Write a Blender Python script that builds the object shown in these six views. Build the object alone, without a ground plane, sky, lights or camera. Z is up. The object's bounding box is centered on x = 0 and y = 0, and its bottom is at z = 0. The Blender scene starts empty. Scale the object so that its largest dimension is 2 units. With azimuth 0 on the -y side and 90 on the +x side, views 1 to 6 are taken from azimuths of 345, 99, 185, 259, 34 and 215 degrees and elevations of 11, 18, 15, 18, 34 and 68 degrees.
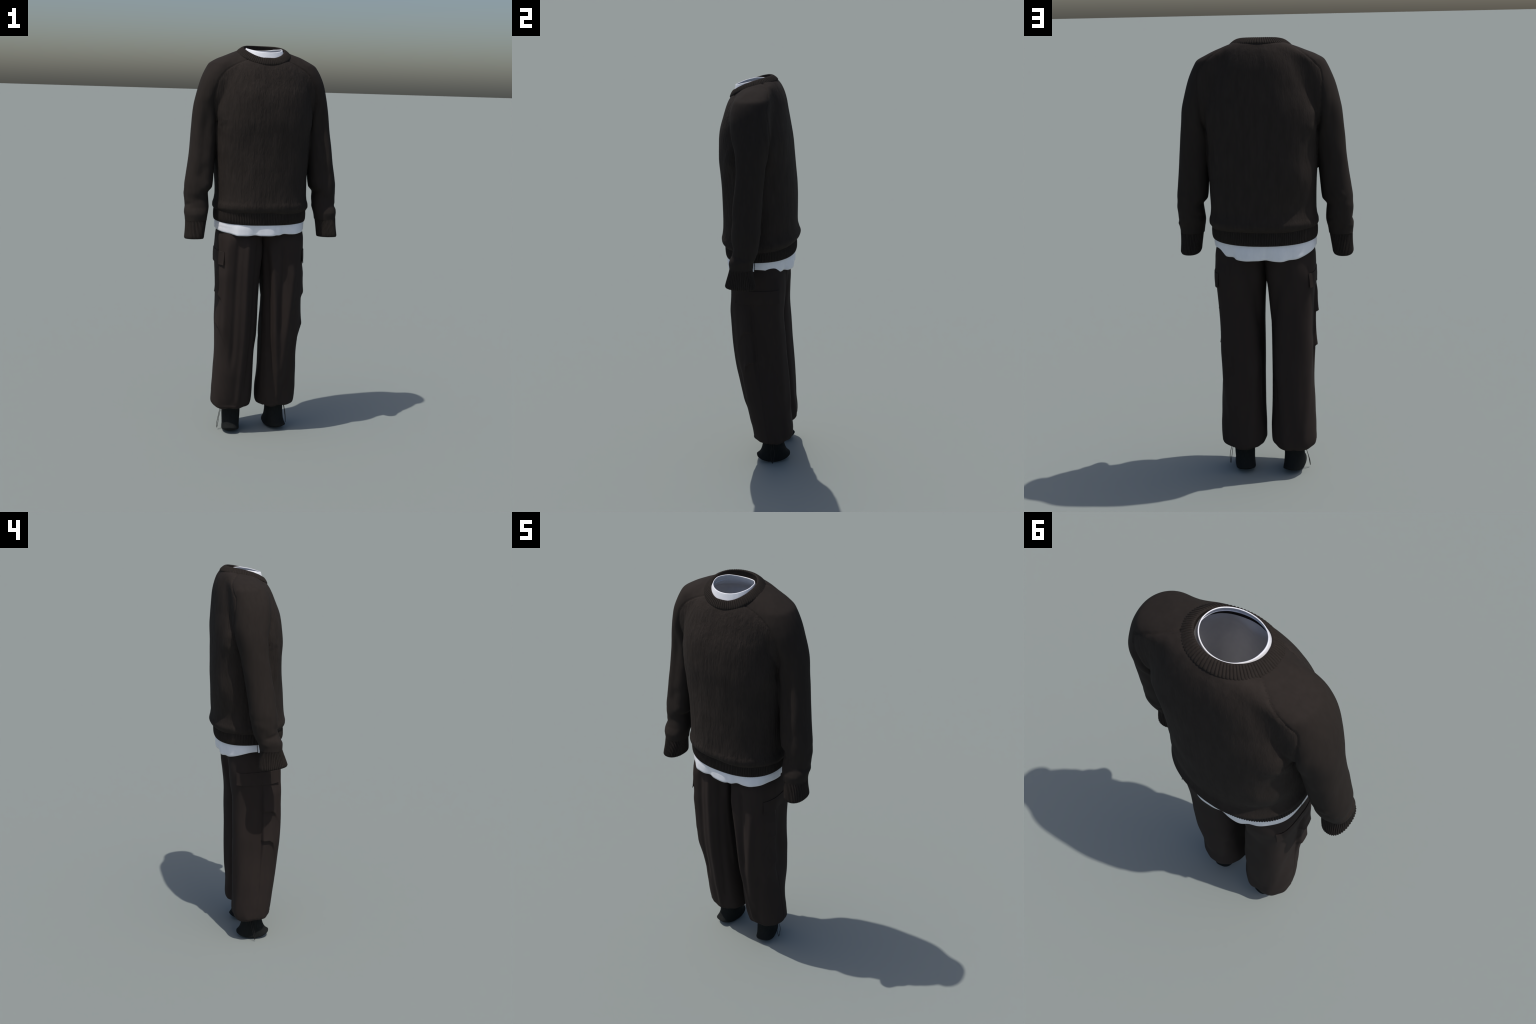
"""A worn outfit without a wearer: ribbed raglan sweater over a white t-shirt,
wide cargo trousers gathered at the ankle with cord loops, and dark socks.
Everything is lofted from measured sections; the sweater body and sleeves are
one smooth implicit surface, split along its raglan seams."""
import bpy, math
import numpy as np

RNG = np.random.default_rng(7)
TAU = 2 * math.pi


# ------------------------------------------------------------------ helpers
def smoothstep(a, b, x):
    t = np.clip((x - a) / (b - a), 0, 1)
    return t * t * (3 - 2 * t)


def gauss(x, w):
    return np.exp(-(x / w) ** 2)


def wrap(a):
    return (a + math.pi) % TAU - math.pi


def pchip(xs, ys, x):
    """Monotone cubic interpolation, so profiles never overshoot."""
    xs, ys = np.asarray(xs, float), np.asarray(ys, float)
    h, d = np.diff(xs), np.diff(ys) / np.diff(xs)
    m = np.empty_like(ys)
    m[0], m[-1] = d[0], d[-1]
    for i in range(1, len(ys) - 1):
        if d[i - 1] * d[i] <= 0:
            m[i] = 0
        else:
            w1, w2 = 2 * h[i] + h[i - 1], h[i] + 2 * h[i - 1]
            m[i] = (w1 + w2) / (w1 / d[i - 1] + w2 / d[i])
    x = np.clip(x, xs[0], xs[-1])
    i = np.clip(np.searchsorted(xs, x, side="right") - 1, 0, len(xs) - 2)
    t = (x - xs[i]) / h[i]
    return ((1 + 2 * t) * (1 - t) ** 2 * ys[i] + t * (1 - t) ** 2 * h[i] * m[i]
            + t * t * (3 - 2 * t) * ys[i + 1] + t * t * (t - 1) * h[i] * m[i + 1])


class Profile:
    """Rows of section parameters by height, smoothly interpolated."""

    def __init__(self, rows):
        rows = np.array(sorted(rows), float)
        self.lo, self.hi = rows[0, 0], rows[-1, 0]
        self.z = np.linspace(self.lo, self.hi, 3000)
        self.ch = [pchip(rows[:, 0], rows[:, k], self.z) for k in range(1, rows.shape[1])]

    def __call__(self, z):
        return [np.interp(z, self.z, c) for c in self.ch]


def value_noise(p, seed=0):
    """Smooth lattice noise in -1..1 for soft irregularity of cloth."""
    p = np.asarray(p, float)
    i = np.floor(p).astype(np.int64)
    f = p - i
    f = f * f * (3 - 2 * f)
    out = 0
    for dx in (0, 1):
        for dy in (0, 1):
            for dz in (0, 1):
                k = (i[..., 0] + dx) * 73856093 ^ (i[..., 1] + dy) * 19349663 ^ (i[..., 2] + dz) * 83492791 ^ seed * 2654435
                k = (k ^ (k >> 13)) * 1274126177 & 0x7fffffff
                h = (k % 10007) / 5003.5 - 1
                out = out + h * (f[..., 0] if dx else 1 - f[..., 0]) * (f[..., 1] if dy else 1 - f[..., 1]) * (f[..., 2] if dz else 1 - f[..., 2])
    return out


def vertex_normals(v, f):
    a, b, c, d = (v[f[:, k]] for k in range(4))
    n = np.cross(c - a, d - b)
    out = np.zeros_like(v)
    for k in range(4):
        for ax in range(3):
            out[:, ax] += np.bincount(f[:, k], n[:, ax], len(v))
    return out / np.maximum(np.linalg.norm(out, axis=1, keepdims=True), 1e-12)


def make_object(name, v, f, mat, parent=None, normals=None):
    v, f = np.asarray(v, float), np.asarray(f, np.int64)
    used = np.unique(f)
    remap = np.full(len(v), -1, np.int64)
    remap[used] = np.arange(len(used))
    me = bpy.data.meshes.new(name)
    me.from_pydata(v[used].tolist(), [], remap[f].tolist())
    me.update()
    me.polygons.foreach_set("use_smooth", np.ones(len(me.polygons), bool))
    if normals is not None:
        me.normals_split_custom_set_from_vertices(normals[used].tolist())
    me.materials.append(mat)
    ob = bpy.data.objects.new(name, me)
    bpy.context.scene.collection.objects.link(ob)
    ob.parent = parent
    return ob


def ring_faces(rows, cols, closed=True):
    r, c = np.meshgrid(np.arange(rows - 1), np.arange(cols if closed else cols - 1), indexing="ij")
    c2 = (c + 1) % cols
    return np.stack([r * cols + c, r * cols + c2, (r + 1) * cols + c2, (r + 1) * cols + c], -1).reshape(-1, 4)


def section(th, xa, xb, ya, yb, n, n_back=None):
    """Point on a super-ellipse spanning xa..xb, ya..yb; the back half may be rounder."""
    c, s = np.cos(th), np.sin(th)
    e = 2 / (n if n_back is None else np.where(s < 0, n, n_back))
    x = (xa + xb) / 2 + (xb - xa) / 2 * np.sign(c) * np.abs(c) ** e
    y = (ya + yb) / 2 + (yb - ya) / 2 * np.sign(s) * np.abs(s) ** e
    return x, y


def arclength_angles(n, a, b, p, oversample=40):
    """Angles that space columns evenly round a super-ellipse."""
    t = np.linspace(0, TAU, n * oversample + 1)
    x, y = section(t, -a, a, -b, b, p)
    s = np.concatenate([[0], np.cumsum(np.hypot(np.diff(x), np.diff(y)))])
    return np.interp(np.arange(n) / n * s[-1], s, t)


def loft_rows(rows, steps):
    """Resample rows of parameters along their own path."""
    rows = np.array(rows, float)
    d = np.linalg.norm(np.diff(rows[:, :5], axis=0), axis=1) + 1e-6
    s = np.concatenate([[0], np.cumsum(d)])
    t = np.linspace(0, s[-1], steps)
    return np.stack([pchip(s, rows[:, k], t) for k in range(rows.shape[1])], 1)


# ------------------------------------------------------------------ materials
def nodes_of(name):
    m = bpy.data.materials.new(name)
    m.use_nodes = True
    nt = m.node_tree
    return m, nt, nt.nodes["Principled BSDF"]


def add(nt, kind, **sets):
    n = nt.nodes.new(kind)
    for k, v in sets.items():
        if k in n.inputs:
            n.inputs[k].default_value = v
        else:
            setattr(n, k, v)
    return n


def stretched_noise(nt, scale_xyz, scale=1.0, detail=3.0, rough=0.55):
    tc = add(nt, "ShaderNodeTexCoord")
    mp = add(nt, "ShaderNodeMapping")
    mp.inputs["Scale"].default_value = scale_xyz
    nz = add(nt, "ShaderNodeTexNoise", Scale=scale, Detail=detail, Roughness=rough)
    nt.links.new(tc.outputs["Object"], mp.inputs["Vector"])
    nt.links.new(mp.outputs["Vector"], nz.inputs["Vector"])
    return nz.outputs["Fac"]


def ramp(nt, fac, stops):
    r = add(nt, "ShaderNodeValToRGB")
    el = r.color_ramp.elements
    el[0].position, el[0].color = stops[0][0], (*stops[0][1], 1)
    el[1].position, el[1].color = stops[-1][0], (*stops[-1][1], 1)
    for p, c in stops[1:-1]:
        e = el.new(p)
        e.color = (*c, 1)
    nt.links.new(fac, r.inputs["Fac"])
    return r.outputs["Color"]


def bump(nt, height, strength, distance, normal=None):
    b = add(nt, "ShaderNodeBump", Strength=strength, Distance=distance)
    nt.links.new(height, b.inputs["Height"])
    if normal is not None:
        nt.links.new(normal, b.inputs["Normal"])
    return b.outputs["Normal"]


def cloth(name, dark, light, streak=(60, 60, 7), streak_bump=0.0, grain=900, grain_bump=0.1,
          rough=0.9, spec=0.25, sheen=0.0, mottle=None, depth=0.006):
    m, nt, p = nodes_of(name)
    fac = stretched_noise(nt, streak, 1.0, 5.0, 0.68)
    if mottle:
        big = stretched_noise(nt, mottle, 1.0, 3.0, 0.6)
        mix = add(nt, "ShaderNodeMix")
        mix.inputs["Factor"].default_value = 0.58
        nt.links.new(fac, mix.inputs["A"])
        nt.links.new(big, mix.inputs["B"])
        fac = mix.outputs["Result"]
    col = ramp(nt, fac, [(0.32, dark), (0.68, light)])
    nt.links.new(col, p.inputs["Base Color"])
    p.inputs["Roughness"].default_value = rough
    p.inputs["Specular IOR Level"].default_value = spec
    if sheen:
        p.inputs["Sheen Weight"].default_value = sheen
        p.inputs["Sheen Roughness"].default_value = 0.6
        p.inputs["Sheen Tint"].default_value = (0.8, 0.7, 0.62, 1)
    g = stretched_noise(nt, (1, 1, 1), grain, 2.0, 0.5)
    nrm = bump(nt, g, grain_bump, 0.001)
    if streak_bump:
        geo = add(nt, "ShaderNodeNewGeometry")
        sep = add(nt, "ShaderNodeSeparateXYZ")
        nt.links.new(geo.outputs["Normal"], sep.inputs[0])
        sq = add(nt, "ShaderNodeMath", operation="MULTIPLY")
        nt.links.new(sep.outputs["Z"], sq.inputs[0])
        nt.links.new(sep.outputs["Z"], sq.inputs[1])
        ms = add(nt, "ShaderNodeMapRange")
        for key, val in (("From Min", .1), ("From Max", .6), ("To Min", 1.0), ("To Max", .15)):
            ms.inputs[key].default_value = val
        nt.links.new(sq.outputs[0], ms.inputs["Value"])
        hm = add(nt, "ShaderNodeMath", operation="MULTIPLY")
        nt.links.new(fac, hm.inputs[0])
        # streak relief weakened on back-facing knit, to show it smooth in shade
        back = add(nt, "ShaderNodeMapRange")
        for key, val in (("From Min", -.2), ("From Max", .5), ("To Min", 1.0), ("To Max", .4)):
            back.inputs[key].default_value = val
        nt.links.new(sep.outputs["Y"], back.inputs["Value"])
        both = add(nt, "ShaderNodeMath", operation="MULTIPLY")
        nt.links.new(ms.outputs["Result"], both.inputs[0])
        nt.links.new(back.outputs["Result"], both.inputs[1])
        nt.links.new(both.outputs[0], hm.inputs[1])
        nrm = bump(nt, hm.outputs[0], streak_bump, depth, nrm)
    nt.links.new(nrm, p.inputs["Normal"])
    return m


KNIT = cloth("brown_black_knit", (0.0272, 0.0216, 0.0187), (0.0358, 0.0288, 0.0251), streak=(85, 85, 13),
             streak_bump=1.0, grain=260, grain_bump=0.3, spec=0.1, mottle=(42, 42, 11), depth=0.012)
SLEEVE_KNIT = cloth("brown_black_knit_sleeve", (0.0268, 0.0214, 0.0186), (0.0312, 0.0252, 0.0220), streak=(60, 60, 10),
                    streak_bump=0.15, grain=300, grain_bump=0.15, spec=0.1)
RIB = cloth("brown_black_rib", (0.0245, 0.0197, 0.0170), (0.0322, 0.0262, 0.0228), streak=(120, 120, 20),
            streak_bump=0.1, grain=600, grain_bump=0.15, spec=0.1)
TWILL = cloth("dark_brown_twill", (0.0305, 0.0230, 0.0204), (0.0350, 0.0266, 0.0237), streak=(14, 14, 3),
              grain=1400, grain_bump=0.05, rough=0.85, spec=0.1)
COTTON = cloth("white_cotton", (0.86, 0.86, 0.90), (0.92, 0.92, 0.95), streak=(50, 50, 22),
               streak_bump=0.15, grain=900, grain_bump=0.06, rough=0.45, spec=0.4)
SOCK_KNIT = cloth("black_sock_knit", (0.011, 0.0122, 0.0120), (0.017, 0.0182, 0.0175), streak=(300, 300, 30),
                  streak_bump=0.2, grain=900, grain_bump=0.15, rough=0.9, spec=0.12)
CORD = cloth("black_cord", (0.010, 0.009, 0.009), (0.02, 0.018, 0.017), grain=1200, rough=0.7)


# ------------------------------------------------------------------ sweater surface
# height, half width, front, back of the body
TORSO = Profile([
    (1.140, .229, -.172, .161, 2.35, 2.15), (1.180, .233, -.178, .167, 2.35, 2.15), (1.190, .238, -.187, .179, 2.35, 2.15),
    (1.203, .2445, -.195, .191, 2.35, 2.15), (1.216, .2440, -.196, .195, 2.35, 2.15), (1.238, .2385, -.192, .189, 2.3, 2.15),
    (1.270, .2355, -.188, .183, 2.3, 2.15), (1.350, .237, -.184, .183, 2.3, 2.2), (1.450, .241, -.182, .183, 2.3, 2.35), (1.550, .243, -.184, .178, 2.35, 2.5),
    (1.620, .245, -.187, .174, 2.4, 2.7), (1.700, .245, -.181, .170, 2.4, 2.8), (1.750, .240, -.174, .166, 2.4, 2.7),
    (1.820, .228, -.152, .159, 2.4, 2.5), (1.870, .208, -.134, .154, 2.4, 2.4), (1.905, .186, -.115, .147, 2.4, 2.4),
    (1.930, .166, -.091, .139, 2.4, 2.4), (1.950, .147, -.064, .130, 2.4, 2.4), (1.965, .128, -.034, .120, 2.4, 2.4),
    (1.978, .100, -.004, .108, 2.4, 2.4), (1.988, .050, .030, .080, 2.4, 2.4)])
# height, inner, outer, front, back of the left sleeve (mirrored for the right one)
SLEEVE = Profile([
    (1.120, .288, .392, -.108, .000), (1.150, .284, .394, -.110, .003), (1.168, .281, .396, -.111, .007),
    (1.185, .277, .397, -.106, .014), (1.208, .273, .394, -.095, .025), (1.250, .275, .393, -.088, .036),
    (1.275, .277, .394, -.090, .040), (1.305, .256, .394, -.091, .043), (1.360, .249, .387, -.087, .049), (1.430, .244, .377, -.080, .056),
    (1.500, .237, .369, -.070, .063), (1.610, .220, .357, -.058, .074), (1.700, .190, .346, -.066, .092),
    (1.750, .170, .335, -.078, .100), (1.820, .140, .316, -.085, .102), (1.860, .115, .300, -.082, .103), (1.890, .100, .284, -.075, .103),
    (1.907, .090, .272, -.069, .103), (1.925, .080, .243, -.058, .102), (1.945, .070, .200, -.042, .098),
    (1.962, .060, .156, -.016, .090), (1.978, .060, .108, .020, .070)])

# soft folds on a sleeve: (angle, height) start, end, width, depth; angle 0 is the outer side, -90 the front
SLEEVE_FOLDS = [
    (-150, 1.262, -60, 1.235, .016, -.0025), (-60, 1.225, 20, 1.207, .010, -.004), (10, 1.172, 90, 1.182, .010, .003),
    (-130, 1.330, -95, 1.290, .020, .004), (-20, 1.245, 40, 1.275, .020, .003), (100, 1.225, 170, 1.205, .012, -.004),
    (-75, 1.80, -84, 1.36, .024, -.006), (-50, 1.74, -66, 1.36, .028, .005), (95, 1.74, 80, 1.50, .024, .004),
    (60, 1.34, 100, 1.31, .018, .004), (-110, 1.42, -70, 1.34, .025, -.004)]
# soft folds on the body by side: (x, height) start, end, width, depth, +1 front or -1 back
BODY_FOLDS = [
    (-.240, 1.72, -.195, 1.52, .022, .005, 1), (-.228, 1.68, -.212, 1.48, .016, -.006, 1),
    (-.215, 1.62, -.160, 1.40, .028, .004, 1), (.240, 1.72, .195, 1.52, .022, .005, 1),
    (.222, 1.62, .200, 1.46, .018, -.005, 1), (.190, 1.60, .130, 1.36, .030, .004, 1),
    (-.235, 1.72, -.200, 1.60, .020, .006, -1), (-.215, 1.62, -.190, 1.40, .020, -.005, -1),
    (.235, 1.72, .205, 1.58, .020, .006, -1), (.215, 1.60, .195, 1.38, .020, -.005, -1),
    (-.190, 1.50, -.150, 1.28, .030, .004, -1), (.190, 1.48, .165, 1.27, .030, .004, -1),
    (-.100, 1.80, -.085, 1.40, .035, -.003, 1), (.090, 1.80, .080, 1.35, .035, -.003, 1)]


def seg_dist(px, pz, x0, z0, x1, z1):
    dx, dz = x1 - x0, z1 - z0
    t = np.clip(((px - x0) * dx + (pz - z0) * dz) / (dx * dx + dz * dz), 0, 1)
    return np.hypot(px - x0 - t * dx, pz - z0 - t * dz), t


def radial(x, y, xa, xb, ya, yb, n):
    a, b = np.maximum((xb - xa) / 2, 1e-3), np.maximum((yb - ya) / 2, 1e-3)
    dx, dy = x - (xa + xb) / 2, y - (ya + yb) / 2
    r = (np.abs(dx / a) ** n + np.abs(dy / b) ** n) ** (1 / n)
    rad = np.hypot(dx, dy)
    return np.where(r > 1e-6, rad * (1 - 1 / np.maximum(r, 1e-6)), -np.minimum(a, b)), dx, dy


def body_field(x, y, z):
    hx, yf, yb, nf, nb = TORSO(z)
    x = x - .003 * smoothstep(1.75, 1.5, z)
    nb = nb - .32 * (x > 0) * smoothstep(1.30, 1.42, z) * smoothstep(1.72, 1.60, z) + .7 * (x < 0) * smoothstep(1.28, 1.42, z) * smoothstep(1.80, 1.65, z)
    return radial(x, y, -hx, hx, yf, yb, np.where(y < (yf + yb) / 2, nf, nb))[0]


def sweater_field(p, detail=True):
    x, y, z = p[..., 0], p[..., 1], p[..., 2]
    body = body_field(x, y, z)
    side = np.where(x >= 0, 1.0, -1.0)
    ax = np.abs(x)
    xi, xo, sf, sb = SLEEVE(z)
    arm, dx, dy = radial(ax, y, xi, xo, sf, sb, 2.25)
    if detail:
        ang = np.arctan2(dy, dx)
        for k, (a0, z0, a1, z1, w, amp) in enumerate(SLEEVE_FOLDS):
            shift = 0.012 * math.sin(k * 2.3) * (side > 0)
            a0r, a1r = math.radians(a0), math.radians(a1)
            u = wrap(ang - a0r) * 0.065
            d, t = seg_dist(u, z + shift, 0, z0, wrap(a1r - a0r) * 0.065, z1)
            arm = arm - amp * gauss(d, w) * smoothstep(-.12, .3, t) * smoothstep(1.12, .7, t)
        for x0, z0, x1, z1, w, amp, face in BODY_FOLDS:
            d, t = seg_dist(x, z, x0, z0, x1, z1)
            body = body - amp * gauss(d, w) * smoothstep(-.02, .35, t) * smoothstep(1.02, .6, t) * smoothstep(0.02, 0.08, -face * y)
    arm, body = np.maximum(arm, z - 1.972), np.maximum(body, z - 1.984)
    k = 0.004 + 0.030 * smoothstep(1.68, 1.84, z)
    h = np.maximum(k - np.abs(body - arm), 0) / k
    d = np.minimum(body, arm) - h * h * k * 0.25
    return d


def surface_nets(field, lo, hi, step):
    ax = [np.arange(lo[k], hi[k] + step, step) for k in range(3)]
    g = np.stack(np.meshgrid(*ax, indexing="ij"), -1)
    F = field(g)
    ins = F < 0
    n = F.shape
    c = [m - 1 for m in n]
    tot, cnt = np.zeros((*c, 3)), np.zeros(c)
    corners = [(i, j, k) for i in (0, 1) for j in (0, 1) for k in (0, 1)]

    def cut(q):
        return tuple(slice(q[a], q[a] + c[a]) for a in range(3))
    for q in corners:
        for a in range(3):
            if q[a] == 0:
                r = list(q)
                r[a] = 1
                f0, f1 = F[cut(q)], F[cut(r)]
                cross = (f0 < 0) != (f1 < 0)
                t = np.where(cross, f0 / np.where(cross, f0 - f1, 1), 0)
                for b in range(3):
                    tot[..., b] += np.where(cross, (t if b == a else q[b]), 0)
                cnt += cross
    act = cnt > 0
    idx = np.full(c, -1, np.int64)
    idx[act] = np.arange(act.sum())
    base = np.stack(np.meshgrid(*[np.arange(m) for m in c], indexing="ij"), -1)[act]
    v = (base + tot[act] / cnt[act][:, None]) * step + np.array(lo)
    faces = []
    for a in range(3):
        b, d = (a + 1) % 3, (a + 2) % 3
        sl0, sl1 = [slice(None)] * 3, [slice(None)] * 3
        sl0[a], sl1[a] = slice(0, -1), slice(1, None)
        e0, e1 = ins[tuple(sl0)], ins[tuple(sl1)]
        ii = np.argwhere(e0 != e1)
        ii = ii[(ii[:, b] > 0) & (ii[:, d] > 0) & (ii[:, b] < c[b]) & (ii[:, d] < c[d])]
        flip = ~e0[tuple(ii.T)]
        quad = []
        for db, dd in ((1, 1), (0, 1), (0, 0), (1, 0)):
            j = ii.copy()
            j[:, b] -= db
            j[:, d] -= dd
            quad.append(idx[tuple(j.T)])
        quad = np.stack(quad, 1)
        quad[flip] = quad[flip][:, ::-1]
        faces.append(quad)
    return v, np.concatenate(faces)


def gradient(field, v, e=0.0015):
    return np.stack([(field(v + d) - field(v - d)) / (2 * e) for d in np.eye(3) * e], -1)


def project(field, v, rounds=2):
    for _ in range(rounds):
        g = gradient(field, v)
        f = field(v)
        step = -f[:, None] * g / np.maximum((g * g).sum(1, keepdims=True), 0.05)
        ln = np.linalg.norm(step, axis=1, keepdims=True)
        v = v + step * np.minimum(1, 0.004 / np.maximum(ln, 1e-9))
    return v


def relax(v, f, amount=0.5):
    out, cnt = np.zeros_like(v), np.zeros(len(v))
    for k in range(4):
        a, b = f[:, k], f[:, (k + 1) % 4]
        for s, t in ((a, b), (b, a)):
            for ax in range(3):
                out[:, ax] += np.bincount(s, v[t, ax], len(v))
            cnt += np.bincount(s, minlength=len(v))
    return v + amount * (out / np.maximum(cnt, 1)[:, None] - v)


# raglan seams as |x| against height, on the front and on the back
SEAM_FRONT = np.array([(1.58, .236), (1.62, .240), (1.733, .259), (1.775, .256), (1.818, .244), (1.846, .228),
                       (1.871, .207), (1.888, .184), (1.905, .155), (1.929, .100), (1.96, .03)])
SEAM_BACK = np.array([(1.58, .247), (1.667, .253), (1.730, .259), (1.804, .265), (1.840, .264), (1.866, .259), (1.892, .238),
                      (1.918, .211), (1.954, .162), (1.976, .120), (1.995, .06)])


def seam_side(p):
    """Signed distance-like value: positive on a sleeve, negative on the body."""
    x, y, z = np.abs(p[:, 0]), p[:, 1], p[:, 2]
    xf = pchip(SEAM_FRONT[:, 0], SEAM_FRONT[:, 1], z)
    xb = pchip(SEAM_BACK[:, 0], SEAM_BACK[:, 1], z)
    w = smoothstep(-0.03, 0.06, y)
    xs = xf * (1 - w) + xb * w
    slope = 1 + 1.2 * smoothstep(1.80, 1.90, z)
    d = (x - xs) / slope
    # below the armpit the sleeve is its own tube
    body = body_field(p[:, 0], y, z)
    xi, xo, sf, sb = SLEEVE(z)
    arm, _, _ = radial(x, y, xi, xo, sf, sb, 2.25)
    under = (body - arm)
    q = smoothstep(1.60, 1.66, z)
    return d * q + under * (1 - q)


# collar rings
def collar_outer(th):
    s, c = np.sin(th), np.cos(th)  # c = +1 at the front
    y = -.003 - np.where(c > 0, .113, .115) * c
    x = .134 * np.sign(s) * np.abs(s) ** .95
    z = np.interp(y, [-.116, -.10, -.08, -.05, 0, .04, .08, .112], [1.904, 1.913, 1.927, 1.941, 1.957, 1.966, 1.973, 1.976])
    return np.stack([x, y, z], -1)


def collar_inner(th):
    s, c = np.sin(th), np.cos(th)
    y = -.004 - np.where(c > 0, .094, .087) * c
    x = .100 * np.sign(s) * np.abs(s) ** .95
    z = np.interp(y, [-.095, -.08, -.06, -.03, 0, .03, .06, .081], [1.938, 1.948, 1.960, 1.974, 1.984, 1.992, 1.998, 2.000])
    return np.stack([x, y, z], -1)


def build_sweater(root):
    step = 0.0055
    v, f = surface_nets(sweater_field, (-.43, -.24, 1.125), (.43, .24, 2.0), step)
    for _ in range(2):
        v = project(sweater_field, relax(v, f, 0.45), 2)
    # soft irregularity of hanging knit
    n = vertex_normals(v, f)
    soft = value_noise(v * np.array([11, 11, 6]), 3) * .0022 + value_noise(v * np.array([26, 26, 14]), 5) * .0009
    v = v + n * soft[:, None]
    # snap vertices onto the raglan seams and press the seam in
    s = seam_side(v)
    upper = v[:, 2] > 1.60
    e = .001
    gs = np.stack([(seam_side(v + d) - seam_side(v - d)) / (2 * e) for d in np.eye(3) * e], -1)
    n = vertex_normals(v, f)
    gs -= n * (gs * n).sum(1, keepdims=True)
    ln = np.maximum(np.linalg.norm(gs, axis=1), .2)
    near = (np.abs(s) / ln < step * .55) & upper & (((v[:, 0] / .128) ** 2 + ((v[:, 1] + .002) / .108) ** 2) > 1.1)
    mv = gs[near] * (s[near] / ln[near] ** 2)[:, None]
    ml = np.linalg.norm(mv, axis=1, keepdims=True)
    v[near] -= mv * np.minimum(1, step * .55 / np.maximum(ml, 1e-9))
    v[near] -= n[near] * .0030
    # the sleeve breaks sharply from the body towards the armpit
    armpit = smoothstep(1.56, 1.62, v[:, 2]) * smoothstep(1.82, 1.72, v[:, 2])
    n = vertex_normals(v, f)
    sd = np.clip(s / ln, -.2, .2)
    v = v - n * (armpit * (.0060 * gauss(sd, .010) - .0035 * gauss(sd - .028, .016) - .0030 * gauss(sd + .028, .016)))[:, None]
    # keep the shell only: cut away the neck hole and the closed lower ends
    cen = v[f].mean(1)
    xo, yo = cen[:, 0] / .126, (cen[:, 1] + .002) / .106
    hole = (xo ** 2 + yo ** 2 < 1) & (cen[:, 2] > 1.86)
    arm_face = seam_side(cen) > 0
    low = np.where(arm_face & (np.abs(cen[:, 0]) > .25), cen[:, 2] < 1.140, cen[:, 2] < 1.178)
    keep = ~hole & ~low
    f, arm_face, cen = f[keep], arm_face[keep], cen[keep]
    normals = vertex_normals(v, f)
    body = make_object("sweater", v, f[~arm_face], KNIT, root, normals)
    for sgn in (-1, 1):
        make_object("sleeve", v, f[arm_face & (cen[:, 0] * sgn > 0)], SLEEVE_KNIT, body, normals)

    # ribbed collar: from its lower outer edge over the top and down the inside
    ribs, per = 84, 10
    th = np.arange(ribs * per) / (ribs * per) * TAU
    O, I = collar_outer(th), collar_inner(th)
    up = np.stack([np.sin(th) * .55, -np.cos(th) * .55, np.ones_like(th)], -1)
    up /= np.linalg.norm(up, axis=1, keepdims=True)
    inward = (I - O) / np.linalg.norm(I - O, axis=1, keepdims=True)
    prof = [(-.02, -.012), (-.05, -.002), (-.045, .004), (.0, .0068), (.12, .0080), (.3, .0088), (.5, .0086), (.7, .0078),
            (.88, .0058), (.97, .0030), (1.01, -.001)]
    lobes = np.abs(np.cos(th * ribs / 2)) ** .6
    grid = []
    W = np.linalg.norm(I - O, axis=1, keepdims=True)
    for t, h in prof:
        depth = .0034 if -.049 < t < .95 else (.0015 if t < 1 else 0)
        grid.append(O + inward * W * t + up * (h - depth * (1 - lobes))[:, None])
    for down, tuck in ((.006, .001), (.016, .003), (.030, .002)):
        grid.append(I + np.array([0, 0, -down]) + np.stack([np.sin(th), -np.cos(th), 0 * th], -1) * tuck)
    g = np.concatenate(grid)
    make_object("collar", g, ring_faces(len(grid), len(th)), RIB, body)

    # ribbed hem band
    def band(name, rows, ribs, per, n, depth, mirror=1, tilt=None, n_back=None):
        R = loft_rows(rows, 22)
        a, b = (R[0, 2] - R[0, 1]) / 2, (R[0, 4] - R[0, 3]) / 2
        th = arclength_angles(ribs * per, a, b, n)
        lobes = np.abs(np.cos(np.arange(ribs * per) / per * math.pi)) ** .6
        grid = []
        for z, xa, xb, ya, yb, rib in R:
            x, y = section(th, xa, xb, ya, yb, n, n_back)
            cx, cy = (xa + xb) / 2, (ya + yb) / 2
            nx, ny = np.cos(th) * (yb - ya), np.sin(th) * (xb - xa)
            l = np.hypot(nx, ny)
            push = -depth * rib * (1 - lobes)
            zz = np.full_like(th, z)
            if tilt:
                zz = zz + tilt(x, y, z)
            grid.append(np.stack([(x + nx / l * push) * mirror, y + ny / l * push, zz], -1))
        f = ring_faces(len(grid), len(th))
        if mirror < 0:
            f = f[:, ::-1]
        return make_object(name, np.concatenate(grid), f[:, ::-1], RIB, body)

    def hem_rows(o):
        return (-.2365 - o, .2365 + o, -.181 - o, .173 + o)
    band("hem_band", [(1.205, *hem_rows(-.010), 0), (1.198, *hem_rows(-.003), .7), (1.185, *hem_rows(.000), 1), (1.165, *hem_rows(.0015), 1),
                      (1.145, *hem_rows(.001), 1), (1.134, *hem_rows(-.001), 1), (1.128, *hem_rows(-.004), .6),
                      (1.1275, *hem_rows(-.007), .2), (1.135, *hem_rows(-.010), 0), (1.16, *hem_rows(-.010), 0)],
         164, 8, 2.35, .0038, n_back=2.15, tilt=lambda x, y, z: .004 * np.cos(y * 14) * (1.205 - z) / .07)
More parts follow.
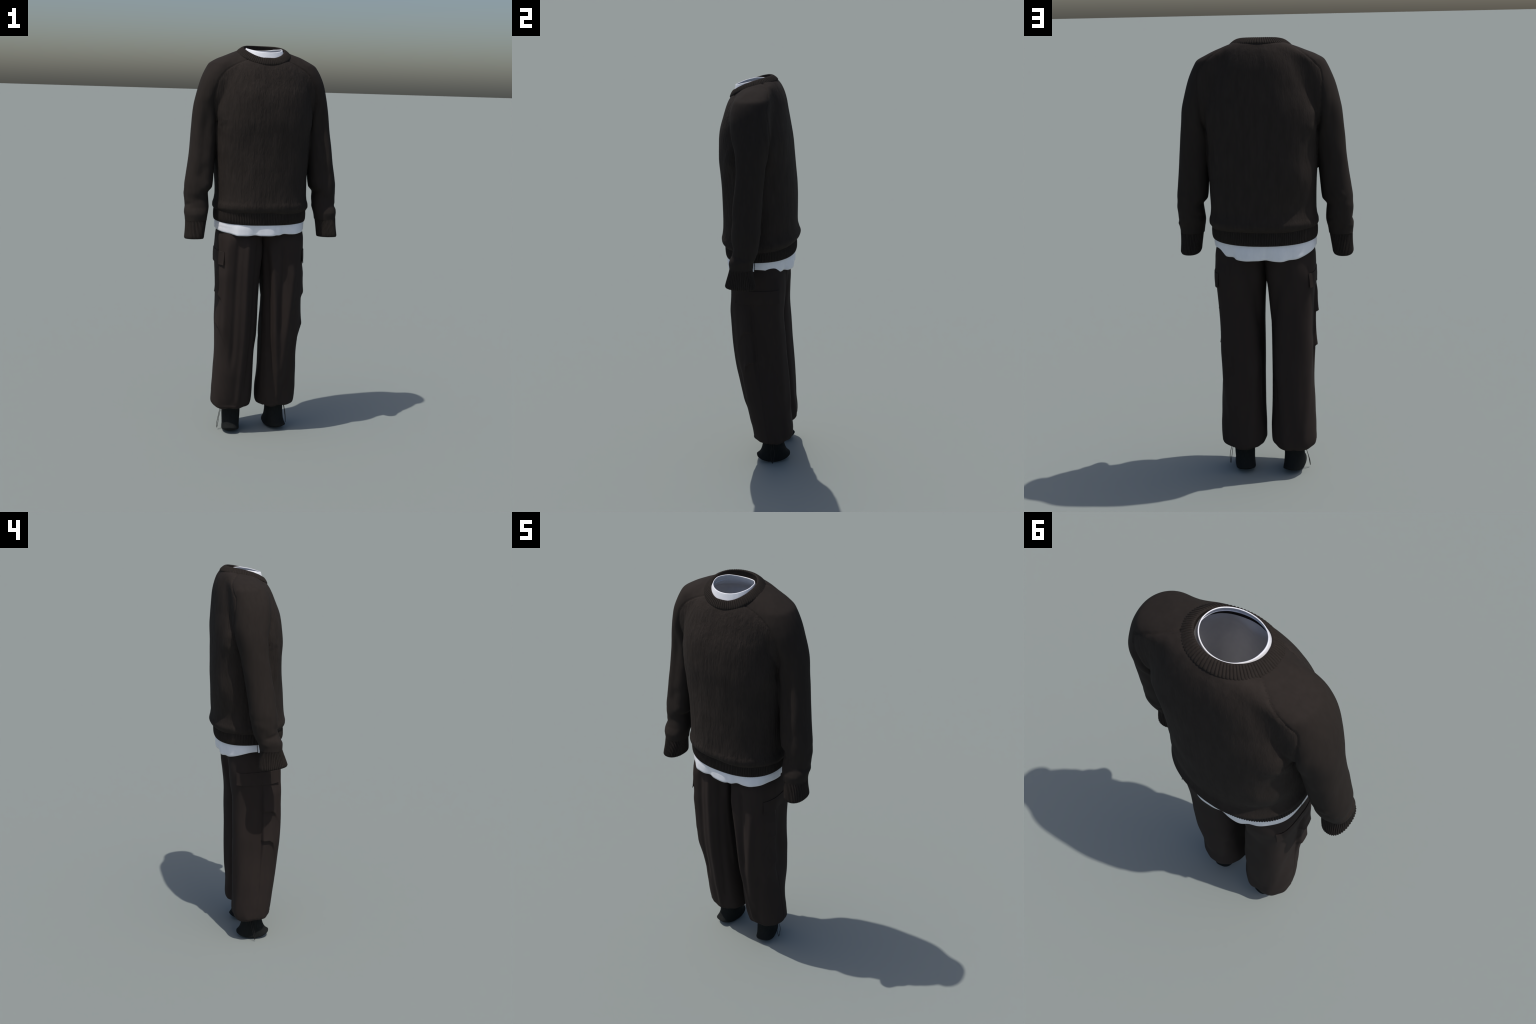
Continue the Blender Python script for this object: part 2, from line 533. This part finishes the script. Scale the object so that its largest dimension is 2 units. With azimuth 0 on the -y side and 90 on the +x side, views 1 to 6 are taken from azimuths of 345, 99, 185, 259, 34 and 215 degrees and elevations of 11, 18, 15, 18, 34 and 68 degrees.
    for sgn in (-1, 1):
        band("cuff", [(1.160, .291, .388, -.104, -.004, 0), (1.154, .288, .391, -.107, -.001, .6), (1.146, .287, .393, -.108, .000, 1),
                      (1.120, .291, .393, -.115, .002, 1), (1.090, .296, .394, -.124, .007, 1), (1.066, .300, .396, -.131, .011, 1),
                      (1.053, .302, .397, -.134, .012, 1), (1.047, .305, .394, -.131, .009, .6), (1.047, .308, .391, -.128, .006, .2),
                      (1.060, .309, .390, -.126, .004, 0), (1.10, .304, .385, -.116, .000, 0)],
             46, 10, 2.3, .0042, mirror=sgn, tilt=lambda x, y, z: (-.06 - y) * .09 * smoothstep(1.15, 1.05, z))
    return body


# ------------------------------------------------------------------ t-shirt
def build_tshirt(root):
    cols = 300
    th = arclength_angles(cols, .236, .175, 2.5)
    rows = [(1.075, -.2325, .2325, -.1765, .160, 1), (1.090, -.2325, .2325, -.1765, .162, .8), (1.110, -.2320, .2320, -.1755, .163, .5), (1.14, -.228, .228, -.171, .160, .1),
            (1.18, -.222, .222, -.167, .154, 0), (1.25, -.214, .214, -.162, .158, 0), (1.35, -.212, .212, -.160, .158, 0), (1.55, -.212, .212, -.160, .152, 0),
            (1.70, -.210, .210, -.152, .142, 0), (1.80, -.195, .195, -.130, .132, 0), (1.86, -.17, .17, -.112, .126, 0),
            (1.90, -.150, .150, -.108, .124, 0), (1.930, -.118, .118, -.099, .098, 0), (1.942, -.099, .099, -.0915, .082, 0)]
    R = loft_rows(rows, 150)
    bx, by = section(th, -.2325, .2325, -.1765, .160, 2.4, 2.15)
    front = by < -.010
    hem = np.where(front,
                   -.004 + .018 * np.abs(np.cos(th)) ** 2.5 - .003 * np.cos(th * 3 + .6),
                   -.024 + .038 * np.abs(np.cos(th)) ** 2.2 + .007 * np.cos(th * 4 + .3))
    # the hem hangs in soft scallops: x of each dent on the front and back, depth, width
    wave = .0015 * np.sin(9 * th + 2)
    for dx, face, depth, width in ((-.185, -1, .003, .020), (-.066, -1, .008, .022), (.092, -1, .009, .022), (.222, -1, .004, .025), (.015, -1, -.003, .03),
                                   (.140, 1, .011, .018), (-.017, 1, .007, .022), (-.120, 1, .006, .022), (.190, 1, .010, .045), (.07, 1, -.004, .03), (-.08, 1, -.003, .025), (-.145, -1, -.003, .015), (.045, -1, .003, .010), (.15, -1, -.003, .02)):
        near = gauss(bx - dx, width) * ((by < -.010) == (face < 0))
        wave = wave - depth * near
        hem = hem + .45 * depth * near
    grid = []
    for z, xa, xb, ya, yb, w in R:
        x, y = section(th, xa, xb, ya, yb, 2.4 - .35 * float(smoothstep(1.40, 1.93, z)), 2.15)
        k = 1 + wave / .2 * w
        # a stitched line a little above the hem
        stitch = -.0012 * np.exp(-((z + hem * w - (1.075 + hem) - .022) / .0022) ** 2)
        nx, ny = np.cos(th), np.sin(th)
        top = float(smoothstep(1.90, 1.962, z))
        tilt = np.interp(y, [-.09, -.05, 0, .05, .08], [.002, .014, .023, .022, .014]) * top
        fold = .009 * np.sin(th * 7 + z * 5) * float(smoothstep(1.30, 1.45, z) * smoothstep(1.93, 1.82, z))
        grid.append(np.stack([x * k + nx * (stitch + fold), y * k + ny * (stitch + fold), z + hem * w + tilt], -1))
    g = np.concatenate(grid)
    f = ring_faces(len(grid), cols)
    cen = g[f].mean(1)
    r_col = np.arange(len(f)) % cols
    # side slits at the hem
    slit = np.zeros(cols, bool)
    for target in (1, -1):
        slit[np.argmin(np.abs(cen[:cols, 1] + .010) + 10 * (cen[:cols, 0] * target < 0))] = True
    cut = slit[r_col] & (cen[:, 2] < 1.145)
    ob = make_object("t_shirt", g, f[~cut], COTTON, root)
    m = ob.modifiers.new("thickness", "SOLIDIFY")
    m.thickness, m.offset = .0022, -1
    # neckband: the top strip, a little proud
    Rn = loft_rows([(1.926, -.1200, .1200, -.1000, .0990, 0), (1.944, -.1025, .1025, -.0935, .0815, 0), (1.955, -.0945, .0945, -.0905, .0755, 0),
                    (1.9625, -.0905, .0905, -.0882, .0730, 0)], 16)
    ng = []
    for z, xa, xb, ya, yb, _ in Rn:
        x, y = section(th, xa, xb, ya, yb, 2.06)
        top = float(smoothstep(1.90, 1.962, z))
        tilt = np.interp(y, [-.09, -.05, 0, .05, .08], [.002, .014, .023, .022, .014]) * top
        ng.append(np.stack([x, y, z + tilt], -1))
    nb = make_object("neckband", np.concatenate(ng), ring_faces(len(ng), cols), COTTON, ob)
    m = nb.modifiers.new("thickness", "SOLIDIFY")
    m.thickness, m.offset = .0028, -1
    return ob


# ------------------------------------------------------------------ trousers
# height, inner, outer, front, back of one leg
LEG = [
    (1.150, -.030, .200, -.125, .112), (1.085, -.014, .220, -.138, .112), (1.040, -.008, .226, -.148, .114), (.960, -.003, .227, -.151, .112), (.900, .006, .222, -.152, .108),
    (.800, .013, .216, -.150, .107), (.700, .016, .213, -.148, .110), (.600, .016, .212, -.143, .112), (.540, .016, .211, -.138, .115),
    (.470, .016, .213, -.128, .118), (.400, .015, .217, -.118, .120), (.340, .014, .221, -.109, .121), (.280, .013, .223, -.098, .121),
    (.220, .012, .226, -.088, .124), (.170, .013, .226, -.080, .127), (.150, .015, .225, -.077, .125), (.138, .020, .221, -.077, .117),
    (.128, .034, .205, -.073, .101), (.120, .052, .187, -.060, .084), (.1150, .058, .182, -.034, .074), (.117, .068, .172, -.024, .064), (.130, .072, .168, -.020, .060)]
# drape folds of each leg: (angle, height) start, end, width in metres, depth; angle 0 outer, -90 front, 180 inner
FOLDS = {
    -1: [(-100, 1.05, -97, .20, .018, .009), (-78, 1.05, -72, .45, .018, -.008), (-124, 1.05, -118, .30, .020, -.007), (-56, 1.02, -50, .60, .022, .007),
         (-140, .98, -150, .55, .018, .007), (100, 1.0, 140, .70, .03, -.008), (75, .95, 80, .30, .03, .005), (120, .5, 112, .2, .03, .006),
         (40, .60, 62, .20, .03, .004), (160, .62, 130, .42, .02, -.004)],
    1: [(-120, .93, -98, .22, .018, .011), (-138, .95, -122, .40, .020, -.008), (-74, .84, -90, .36, .022, .011), (-96, .98, -99, .62, .018, -.009),
        (-62, .50, -80, .22, .02, -.006), (-155, .9, -150, .3, .02, .004), (110, 1.0, 142, .70, .03, -.008), (78, .95, 84, .35, .03, .005),
        (125, .5, 115, .2, .03, .006), (45, .60, 60, .20, .03, .004), (160, .66, 130, .46, .02, -.004)]}
# knee tucks: (degrees towards the front from the side seam, height of the tuck line)
TUCKS = [np.array([(-6, .765), (22, .764), (32, .745), (45, .690), (58, .610), (75, .52)]),
         np.array([(-6, .600), (18, .598), (28, .580), (42, .505), (56, .405), (72, .31)])]
SEAM_DEG = 5.0


def leg_point(th, z_row, side):
    """Point of the leg surface for angles th and one parameter row."""
    z, xa, xb, ya, yb = z_row
    # polar super-ellipse: boxy at the outer back of the thigh, rounder towards the hem
    thigh = float(smoothstep(.30, .62, z))
    boxy = thigh * float(smoothstep(1.05, .96, z))
    n = 2.15 + .35 * thigh + (1.4 + .4 * side) * boxy * gauss(wrap(th - .88), .5)
    a, b = (xb - xa) / 2, (yb - ya) / 2
    r = (np.abs(np.cos(th) / a) ** n + np.abs(np.sin(th) / b) ** n) ** (-1 / n)
    x, y = (xa + xb) / 2 + r * np.cos(th), (ya + yb) / 2 + r * np.sin(th)
    ang = np.degrees(wrap(th))
    off = np.zeros_like(th)
    for a0, z0, a1, z1, w, amp in FOLDS[side]:
        t = np.clip((z - z0) / (z1 - z0), 0, 1)
        beyond = max(0, z - z0, z1 - z)
        c = a0 + (a1 - a0) * t
        off += amp * gauss(wrap(np.radians(ang - c)) * .12, w * .82) * gauss(beyond, .07) * float(smoothstep(1.09, 1.00, z))
    fr = -ang - SEAM_DEG  # degrees towards the front from the side seam
    lead = 6 if side > 0 else 0
    for line, amp in zip(TUCKS, (.0125 - .001 * side, .013 + .001 * side)):
        zl = np.interp(fr, line[:, 0], line[:, 1])
        mask = smoothstep(lead - 2.5, lead + 2, fr) * (.14 + .86 * smoothstep(40, 24, fr)) * smoothstep(72, 40, fr)
        above = z - zl
        off += amp * mask * smoothstep(-.004, .004, above) * np.exp(-np.maximum(above, 0) / .075)
    # the front panel stands a little proud of the back one between flap and knee
    off += .010 * smoothstep(lead - 2.5, lead + 5, fr) * smoothstep(70, 35, fr) * float(smoothstep(.40, .60, z) * smoothstep(.93, .85, z))
    # the inseam side is hollow round the knee
    off -= (.012 + .002 * side) * gauss(wrap(th - 2.85), .32) * float(smoothstep(.22, .40, z) * smoothstep(.85, .62, z))
    # fuller seat
    off += .012 * gauss(wrap(th - 1.80), .5) * float(smoothstep(.80, .93, z) * smoothstep(1.13, 1.04, z))
    if side > 0:
        off -= .008 * gauss(wrap(th - .12), .35) * float(smoothstep(.42, .55, z) * smoothstep(.98, .90, z))
        off -= .014 * gauss(wrap(th - .85), .45) * float(smoothstep(.46, .24, z))
    # side seam
    off -= .0018 * gauss(np.radians(fr) * .11, .004) * (z < .93)
    # gathers round the ankle and a soft waviness
    low = float(smoothstep(.20, .12, z))
    G = np.stack([np.cos(th) * 3.2, np.sin(th) * 3.2, np.full_like(th, 4.0 + side)], -1)
    pucker = value_noise(G, 21)
    off += low * .0035 * pucker
    off += low * (.0016 * np.cos(7 * th + 2 * side) + .0012 * np.cos(13 * th + 1))
    P = np.stack([np.cos(th) * 1.6, np.sin(th) * 1.6, np.full_like(th, z * 4.5 + side * 9)], -1)
    off += .0035 * value_noise(P, 11)
    nx, ny = np.cos(th), np.sin(th)
    dz = low * (.004 * pucker + .0025 * np.cos(5 * th + side) - .012 * np.sin(th) + .004)
    return np.stack([(x + nx * off) * side, y + ny * off, np.full_like(th, z) + dz], -1)


LEG_Z = np.array(sorted(r for r in LEG if r[0] > .1496))


def leg_row(z):
    return [z] + [float(pchip(LEG_Z[:, 0], LEG_Z[:, k], np.array([z]))[0]) for k in range(1, 5)]


def build_trousers(root):
    holder = bpy.data.objects.new("trousers", None)
    bpy.context.scene.collection.objects.link(holder)
    holder.parent = root
    cols = 260
    th = np.arange(cols) / cols * TAU
    long_rows = [leg_row(z) for z in np.linspace(1.15, .1505, 300)]
    end_rows = loft_rows([r for r in LEG if r[0] < .1505], 36)[:, :5].tolist()
    for side in (-1, 1):
        grid = [leg_point(th, r, side) for r in long_rows + end_rows]
        f = ring_faces(len(grid), cols)
        make_object("trouser_leg", np.concatenate(grid), f if side < 0 else f[:, ::-1], TWILL, holder)
        # cargo pocket flap
        fth = np.radians(np.linspace(-47, 53, 90))
        zs = np.linspace(.985, .917, 22)
        fl = []
        for k, z in enumerate(zs):
            t = k / (len(zs) - 1)
            p = leg_point(fth, leg_row(z), side)
            lift = .0006 + .0024 * t ** 1.4
            endlift = 1 + 2.2 * np.abs(np.linspace(-1, 1, len(fth))) ** 4 * t
            p[:, 0] += np.cos(fth) * lift * endlift * side
            p[:, 1] += np.sin(fth) * lift * endlift
            p[:, 2] -= .003 * np.cos(fth * 2) * t
            fl.append(p)
        ff = ring_faces(len(fl), len(fth), closed=False)
        flap = make_object("pocket_flap", np.concatenate(fl), ff if side < 0 else ff[:, ::-1], TWILL, holder)
        m = flap.modifiers.new("thickness", "SOLIDIFY")
        m.thickness, m.offset = .002, 1
        m = flap.modifiers.new("soft_edge", "BEVEL")
        m.width, m.segments, m.limit_method = .001, 2, "ANGLE"
        build_cord(holder, side)
    return holder


def build_cord(holder, side):
    """Loop of thin elastic cord hanging from the trouser hem."""
    cu = bpy.data.curves.new("drawcord", "CURVE")
    cu.dimensions, cu.bevel_depth, cu.bevel_resolution = "3D", .0013, 3
    top, end = np.array([.171, .034, .118]), np.array([.191, .021, .008])
    if side > 0:
        a = [(.178, .030, .118), (.186, .034, .090), (.192, .036, .060), (.193, .030, .034), (.191, .022, .009)]
        b = [(.174, .022, .118), (.179, .018, .090), (.184, .016, .060), (.187, .016, .034), (.191, .022, .009)]
    else:
        a = [(.170, .040, .120), (.177, .036, .092), (.186, .030, .058), (.193, .026, .028), (.192, .020, .007)]
        b = [(.168, .030, .120), (.175, .026, .092), (.184, .022, .058), (.188, .016, .028), (.192, .020, .007)]
    for pts in (a, b):
        sp = cu.splines.new("NURBS")
        sp.points.add(len(pts) - 1)
        for q, (x, y, z) in zip(sp.points, pts):
            q.co = (x * side, y, z, 1)
        sp.use_endpoint_u, sp.order_u = True, 3
    cu.materials.append(CORD)
    ob = bpy.data.objects.new("drawcord", cu)
    bpy.context.scene.collection.objects.link(ob)
    dg = bpy.context.evaluated_depsgraph_get()
    me = bpy.data.meshes.new_from_object(ob.evaluated_get(dg))
    bpy.data.objects.remove(ob)
    me.name = "drawcord"
    mo = bpy.data.objects.new("drawcord", me)
    bpy.context.scene.collection.objects.link(mo)
    mo.parent = holder


# ------------------------------------------------------------------ socks
def build_sock(root, side):
    cols = 144
    th = np.arange(cols) / cols * TAU
    cx, cy = .119, .022
    # height above the sole edge, half width, front, back
    rows = loft_rows([(.215, -.047, .047, -.055, .055), (.150, -.047, .047, -.055, .056), (.105, -.047, .047, -.055, .055), (.080, -.0465, .0465, -.059, .059),
                      (.060, -.046, .046, -.066, .066), (.043, -.046, .046, -.075, .074), (.028, -.0465, .0465, -.084, .081), (.014, -.047, .047, -.091, .086),
                      (.010, -.0465, .0465, -.0905, .0855), (.006, -.044, .044, -.087, .082)], 64)
    yaw = math.radians(13) * side
    grid = []
    for z, xa, xb, ya, yb in rows[:, :5]:
        t = float(smoothstep(.11, .03, z))
        x, y = section(th, xa, xb, ya, yb, 2.25 + .5 * t)
        x = x * side
        rock = t * .022 * np.clip(np.abs(y) / .088, 0, 1.1) ** 2
        squash = 1 - .35 * t
        zz = z * (1 - t) + t * (z * squash) + rock
        rib = .0006 * np.cos(th * 36) * (1 - t)
        x, y = x + np.cos(th) * rib * side, y + np.sin(th) * rib
        ca, sa = math.cos(yaw * t), math.sin(yaw * t)
        grid.append(np.stack([cx * side + x * ca - y * sa, cy + x * sa + y * ca, zz], -1))
    # sole
    last = grid[-1]
    c = last.mean(0)
    for k in (.75, .5, .25, .02):
        q = c + (last - c) * k
        q[:, 2] = .020 * np.clip(np.abs(q[:, 1] - cy) / .088, 0, 1) ** 2
        grid.append(q)
    g = np.concatenate(grid)
    g[:, 2] -= g[:, 2].min()
    f = ring_faces(len(grid), cols)
    return make_object("sock", g, f[:, ::-1] if side > 0 else f, SOCK_KNIT, root)


# ------------------------------------------------------------------ assemble
outfit = bpy.data.objects.new("outfit", None)
bpy.context.scene.collection.objects.link(outfit)
outfit["label"] = "dark brown knit sweater, white t-shirt, cargo trousers and socks"
outfit["category"] = "clothing outfit"
build_sweater(outfit)
build_tshirt(outfit)
build_trousers(outfit)
for s in (-1, 1):
    build_sock(outfit, s)
